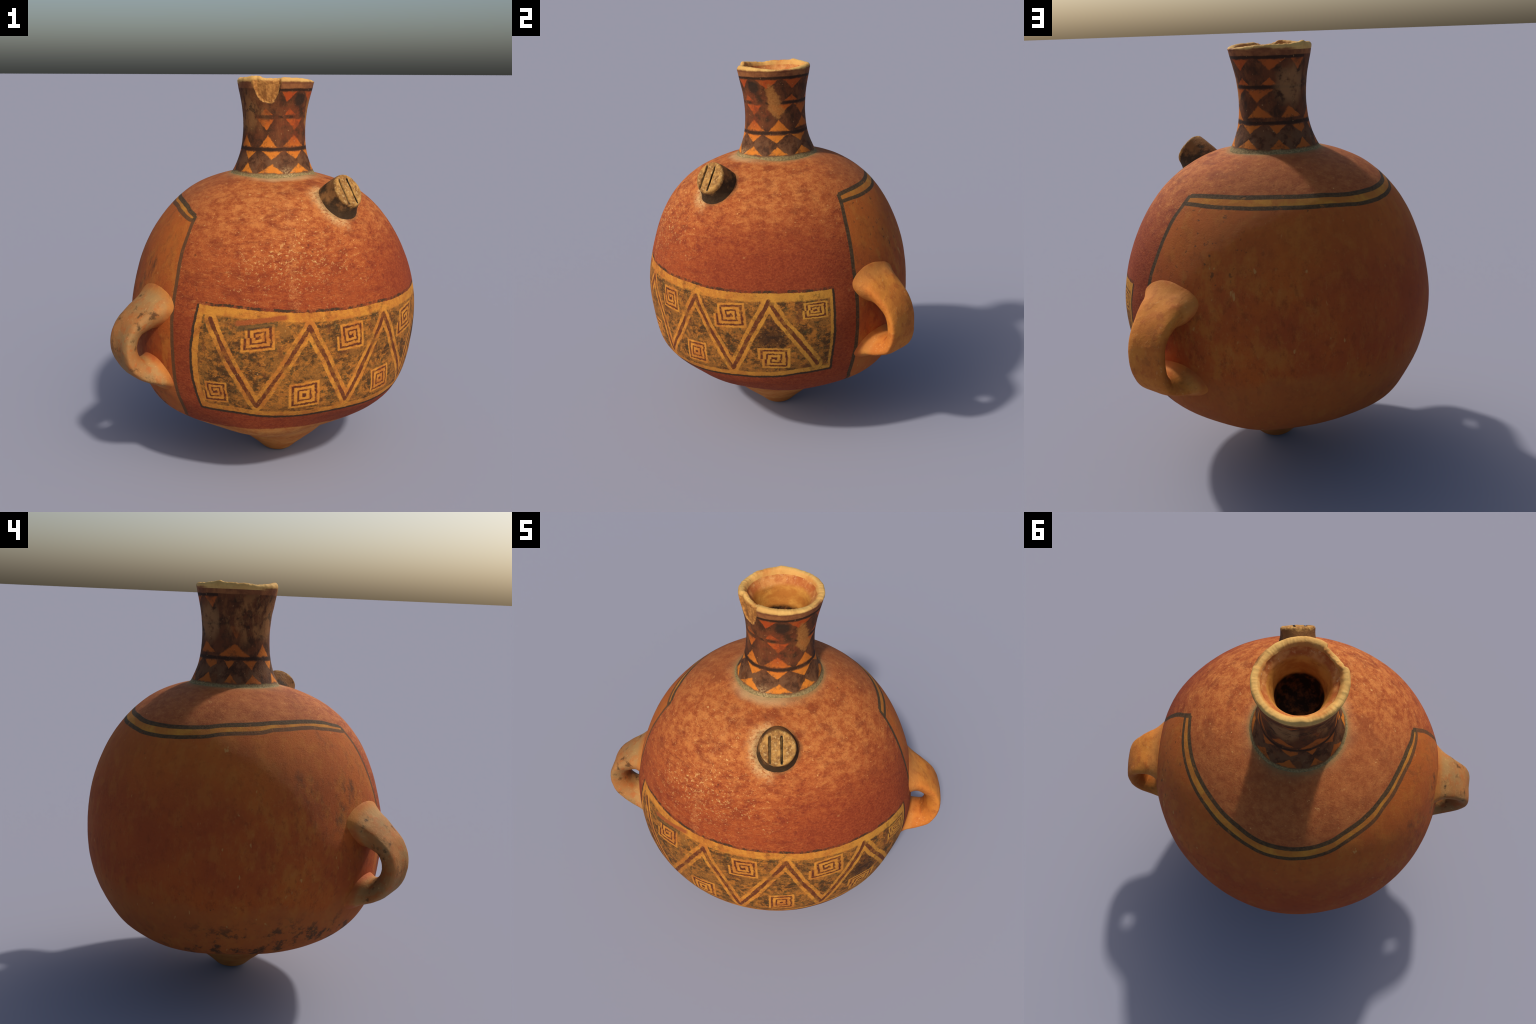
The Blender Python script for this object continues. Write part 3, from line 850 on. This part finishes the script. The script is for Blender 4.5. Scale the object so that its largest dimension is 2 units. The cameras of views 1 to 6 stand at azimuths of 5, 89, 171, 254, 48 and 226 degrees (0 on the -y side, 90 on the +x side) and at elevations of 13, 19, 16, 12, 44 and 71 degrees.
def lug_material(face_n, face_c):
    g = Graph('lug_clay')
    n1 = g.noise(24, 5, 0.72, seed=91)
    n2 = g.noise(70, 4, 0.7, seed=92)
    col = g.mix(g.step(n1, 0.36, 0.62), (0.20, 0.085, 0.024), (0.46, 0.235, 0.060))
    col = g.mix(g.mul(g.step(n2, 0.5, 0.66), 0.6), col, (0.60, 0.39, 0.15))
    col = g.mix(g.mul(g.step(g.noise(34, 4, 0.7, seed=93), 0.56, 0.68), 0.7), col, (0.13, 0.055, 0.018))
    # sides are dark: everything behind the face plane
    h = g.add(g.mul(g.sub(g.x, face_c[0]), face_n[0]),
              g.add(g.mul(g.sub(g.y, face_c[1]), face_n[1]), g.mul(g.sub(g.z, face_c[2]), face_n[2])))
    dark = g.step(g.mad(g.sub(n1, 0.5), 0.03, h), -0.013, -0.022)
    side = g.mix(g.step(g.add(g.noise(14, 4, 0.6, seed=94), g.mul(g.sub(g.z, 1.43), 2.0)), 0.46, 0.68), (0.040, 0.024, 0.013), (0.26, 0.115, 0.036))
    col = g.mix(g.mul(dark, 0.95), col, side)
    # the two slots are coloured black
    u = g.add(g.mul(g.sub(g.x, face_c[0]), 0.656), g.mul(g.sub(g.y, face_c[1]), 0.755))
    slot = g.mx(g.step(g.abs(g.sub(u, 0.0165)), 0.0062, 0.0040), g.mul(g.step(g.abs(g.add(u, 0.038)), 0.0072, 0.004), 0.8))
    vy = g.step(g.abs(g.sub(g.z, face_c[2] - 0.006)), 0.060, 0.053)
    col = g.mix(g.mul(g.mul(slot, vy), g.step(h, -0.02, -0.012)), col, (0.022, 0.016, 0.010))
    return g.finish(col, 0.6, g.add(n1, n2), 0.003)


# ----------------------------------------------------------------------------
# 4. PARTS
# ----------------------------------------------------------------------------
i_body, i_neck, i_rim, i_in = first['body'], first['neck'], first['rim'], first['inner']
v, f, n = rows_mesh(0, i_body, close_tip=True)
add_part('foot', v, f, n, foot_material())
v, f, n = rows_mesh(i_body, i_neck - 1)
body = add_part('body', v, f, n, body_material())
v, f, n = rows_mesh(i_neck - 1, i_rim - 1)
neck = add_part('neck', v, f, n, neck_material())
v, f, n = rows_mesh(i_rim - 1, i_in - 1)
add_part('rim', v, f, n, rim_material(), neck)
v, f, n = rows_mesh(i_in - 1, NR - 1, close_end=True)
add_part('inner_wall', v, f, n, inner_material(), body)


def smooth_normals(verts, faces):
    """vertex normals by area weighting"""
    V = np.array(verts)
    F = np.array(faces)
    fn = np.cross(V[F[:, 2]] - V[F[:, 0]], V[F[:, 3]] - V[F[:, 1]])
    N = np.zeros_like(V)
    for k in range(4):
        np.add.at(N, F[:, k], fn)
    return N / np.maximum(np.linalg.norm(N, axis=1, keepdims=True), 1e-12)


def strap_handle(name, phi, width, offset, lean, path, thick, material, seed):
    """a strap swept along an outer-face path (radius, height) in the vertical plane at azimuth phi"""
    pth = np.array(path)
    s = np.concatenate([[0], np.cumsum(np.hypot(*np.diff(pth, axis=0).T))])
    n_s, n_c = 120, 48
    c = catmull(np.linspace(0, s[-1], n_s), s, pth)
    t = np.gradient(c, axis=0)
    t /= np.linalg.norm(t, axis=1, keepdims=True)
    nn = np.stack([-t[:, 1], t[:, 0]], 1)
    if ((c - c.mean(0)) * nn).sum() < 0:
        nn = -nn
    u = np.linspace(0, 1, n_s)
    k0, k1 = np.exp(-(u / 0.24) ** 2), np.exp(-((1 - u) / 0.19) ** 2)
    W = width + 0.120 * k0 + 0.105 * k1
    out_d = 0.022 + 0.045 * k0 + 0.030 * k1        # from the edges up to the outer face
    in_d = thick + 0.050 * k0 + 0.050 * k1         # from the edges in to the fullest part of the inner face
    soft = np.clip(k0 + k1, 0, 1)                  # roots are rounder in section than the strap
    rd = np.array([math.sin(phi * RAD), -math.cos(phi * RAD)])
    tn = np.array([math.cos(phi * RAD), math.sin(phi * RAD)])
    V, axis = [], []
    for i in range(n_s):
        q0 = c[i] - nn[i] * (out_d[i] + 0.25 * in_d[i])
        off0 = offset + lean * (2 * u[i] - 1)
        for k in range(n_c):
            th = 2 * math.pi * k / n_c
            cw, sw = math.cos(th), math.sin(th)
            if sw > 0:   # outer face: flat with rounded edges
                ew = math.copysign(abs(cw) ** (0.55 + 0.5 * soft[i]), cw)
                en = abs(sw) ** (0.55 + 0.5 * soft[i])
            else:        # inner face: fuller, rounder
                ew = math.copysign(abs(cw) ** 0.85, cw)
                en = -abs(sw) ** 1.25
            depth = -out_d[i] + (out_d[i] if sw > 0 else in_d[i]) * en
            q = c[i] + nn[i] * depth
            off = offset + lean * (2 * u[i] - 1) + ew * W[i] / 2
            p = Vector((q[0] * rd[0] + off * tn[0], q[0] * rd[1] + off * tn[1], q[1]))
            dn = 0.005 * noise.noise(p * 9 + Vector((seed, 0, 0))) + 0.0014 * noise.noise(p * 32)
            p.x += nn[i, 0] * rd[0] * dn
            p.y += nn[i, 0] * rd[1] * dn
            p.z += nn[i, 1] * dn
            V.append(p[:])
            axis.append((q0[0] * rd[0] + off0 * tn[0], q0[0] * rd[1] + off0 * tn[1], q0[1]))
    # fillets: the strap spreads where it runs into the wall
    V, A = np.array(V), np.array(axis)
    rel = V - np.array([0, 0, BODY_CENTRE_Z])
    gap = np.linalg.norm(rel, axis=1) - body_radius(np.arctan2(rel[:, 2], np.hypot(rel[:, 0], rel[:, 1])), np.arctan2(V[:, 1], V[:, 0]))
    w = np.clip(1 - np.maximum(gap, -0.015) / 0.050, 0, 1.3) ** 2.0
    out = V - A
    V = (V + out / np.maximum(np.linalg.norm(out, axis=1, keepdims=True), 1e-6) * (0.017 * w)[:, None]).tolist()
    F = [[i * n_c + k, i * n_c + (k + 1) % n_c, (i + 1) * n_c + (k + 1) % n_c, (i + 1) * n_c + k]
         for i in range(n_s - 1) for k in range(n_c)]
    N = smooth_normals(V, F)
    # orient outward
    mid = [n_s // 2 * n_c + n_c // 4]
    if np.dot(N[mid[0]][:2], rd) < 0:
        F = [q[::-1] for q in F]
        N = -N
    return add_part(name, V, F, N, material)


hm_r = handle_material('handle_clay_warm', (0.58, 0.205, 0.033), (0.50, 0.150, 0.026), 0.25, 101)
hm_l = handle_material('handle_clay_worn', (0.36, 0.145, 0.042), (0.30, 0.165, 0.060), 0.85, 121)
strap_handle('handle', 133.1, 0.192, -0.013, 0.012,
             [(0.640, 1.016), (0.715, 0.996), (0.785, 0.958), (0.858, 0.893), (0.911, 0.808), (0.924, 0.715),
              (0.916, 0.645), (0.885, 0.585), (0.815, 0.548), (0.735, 0.530), (0.640, 0.515)], 0.058, hm_r, 3.0)
strap_handle('handle', -50.3, 0.182, 0.036, 0.0,
             [(0.640, 1.016), (0.715, 0.995), (0.777, 0.961), (0.836, 0.914), (0.884, 0.868), (0.913, 0.808), (0.921, 0.737),
              (0.904, 0.668), (0.844, 0.593), (0.760, 0.552), (0.640, 0.530)], 0.066, hm_l, 9.0)


def grooved_lug():
    """short flaring stud on the shoulder; its face looks out and up and has two slots"""
    tilt = 33 * RAD
    fn = np.array([0.755 * math.cos(tilt), -0.656 * math.cos(tilt), math.sin(tilt)])
    fu = np.array([0.656, 0.755, 0.0])
    fv = np.cross(fn, fu)
    if fv[2] < 0:
        fv = -fv
    fc = np.array([0.374, -0.325, 1.481]) + fn * 0.009 - fv * 0.010
    base_c = np.array([0.325, -0.282, 1.372])
    bn = np.array([0.755 * math.cos(52 * RAD), -0.656 * math.cos(52 * RAD), math.sin(52 * RAD)])
    bv = np.cross(bn, fu)
    if bv[2] < 0:
        bv = -bv
    n_a = 160
    ang = np.arange(n_a) * 2 * math.pi / n_a
    V = []
    # side: base ring inside the body up to the rim of the face
    for t in np.linspace(0, 1, 26):
        c = base_c * (1 - t) + (fc - fn * 0.014) * t
        uu = fu
        vv = bv * (1 - t) + fv * t
        r = 0.115 * (1 - t) ** 2 + 0.079 * 2 * t * (1 - t) + 0.0845 * t * t
        for a in ang:
            fuller = 1.0 + 0.22 * max(math.sin(a), 0.0) * 4 * t * (1 - t) + 0.14 * max(math.sin(a), 0.0) * (1 - t)
            V.append(c + uu * r * math.cos(a) + vv * r * math.sin(a) * fuller)
    # rounded edge
    for th in np.linspace(0, 90, 9)[1:]:
        r = 0.0845 - 0.013 * (1 - math.cos(th * RAD))
        c = fc - fn * 0.014 + fn * 0.013 * math.sin(th * RAD)
        for a in ang:
            V.append(c + fu * r * math.cos(a) + fv * r * math.sin(a))
    # face with slots
    for r in np.linspace(0.0715, 0.0006, 70)[1:]:
        for a in ang:
            V.append(fc - fn * 0.001 + fu * r * math.cos(a) + fv * r * math.sin(a))
    V = np.array(V)
    rel = V - fc
    u, vq, h = rel @ fu, rel @ fv, rel @ fn
    onface = smooth(-0.013, -0.004, h)
    for cu, half, depth in ((0.0165, 0.0058, 0.014), (-0.038, 0.0080, 0.010)):
        prof = (1 - smooth(0.35, 1.0, np.abs(u - cu) / half)) * (1 - smooth(0.055, 0.064, np.abs(vq + 0.006)))
        V -= fn * (prof * depth * onface)[:, None]
    for i in range(len(V)):
        p = Vector(V[i])
        V[i] += fn * (0.0022 * noise.noise(p * 28) + 0.0012 * noise.noise(p * 75)) + fu * 0.0016 * noise.noise(p * 22)
    rows = len(V) // n_a
    F = [[i * n_a + k, i * n_a + (k + 1) % n_a, (i + 1) * n_a + (k + 1) % n_a, (i + 1) * n_a + k]
         for i in range(rows - 1) for k in range(n_a)]
    N = smooth_normals(V, F)
    Vl = V.tolist()
    Nl = N.tolist()
    b = (rows - 1) * n_a
    Vl.append((V[b:].mean(0)).tolist())
    Nl.append(fn.tolist())
    flip = np.dot(N[b - n_a * 20], fn) < 0
    if flip:
        F = [q[::-1] for q in F]
        Nl = (-np.array(Nl)).tolist()
        Nl[-1] = fn.tolist()
    F += [[len(Vl) - 1, b + (k + 1) % n_a, b + k] if flip else [len(Vl) - 1, b + k, b + (k + 1) % n_a] for k in range(n_a)]
    return add_part('lug', Vl, F, Nl, lug_material(fn, fc))


grooved_lug()
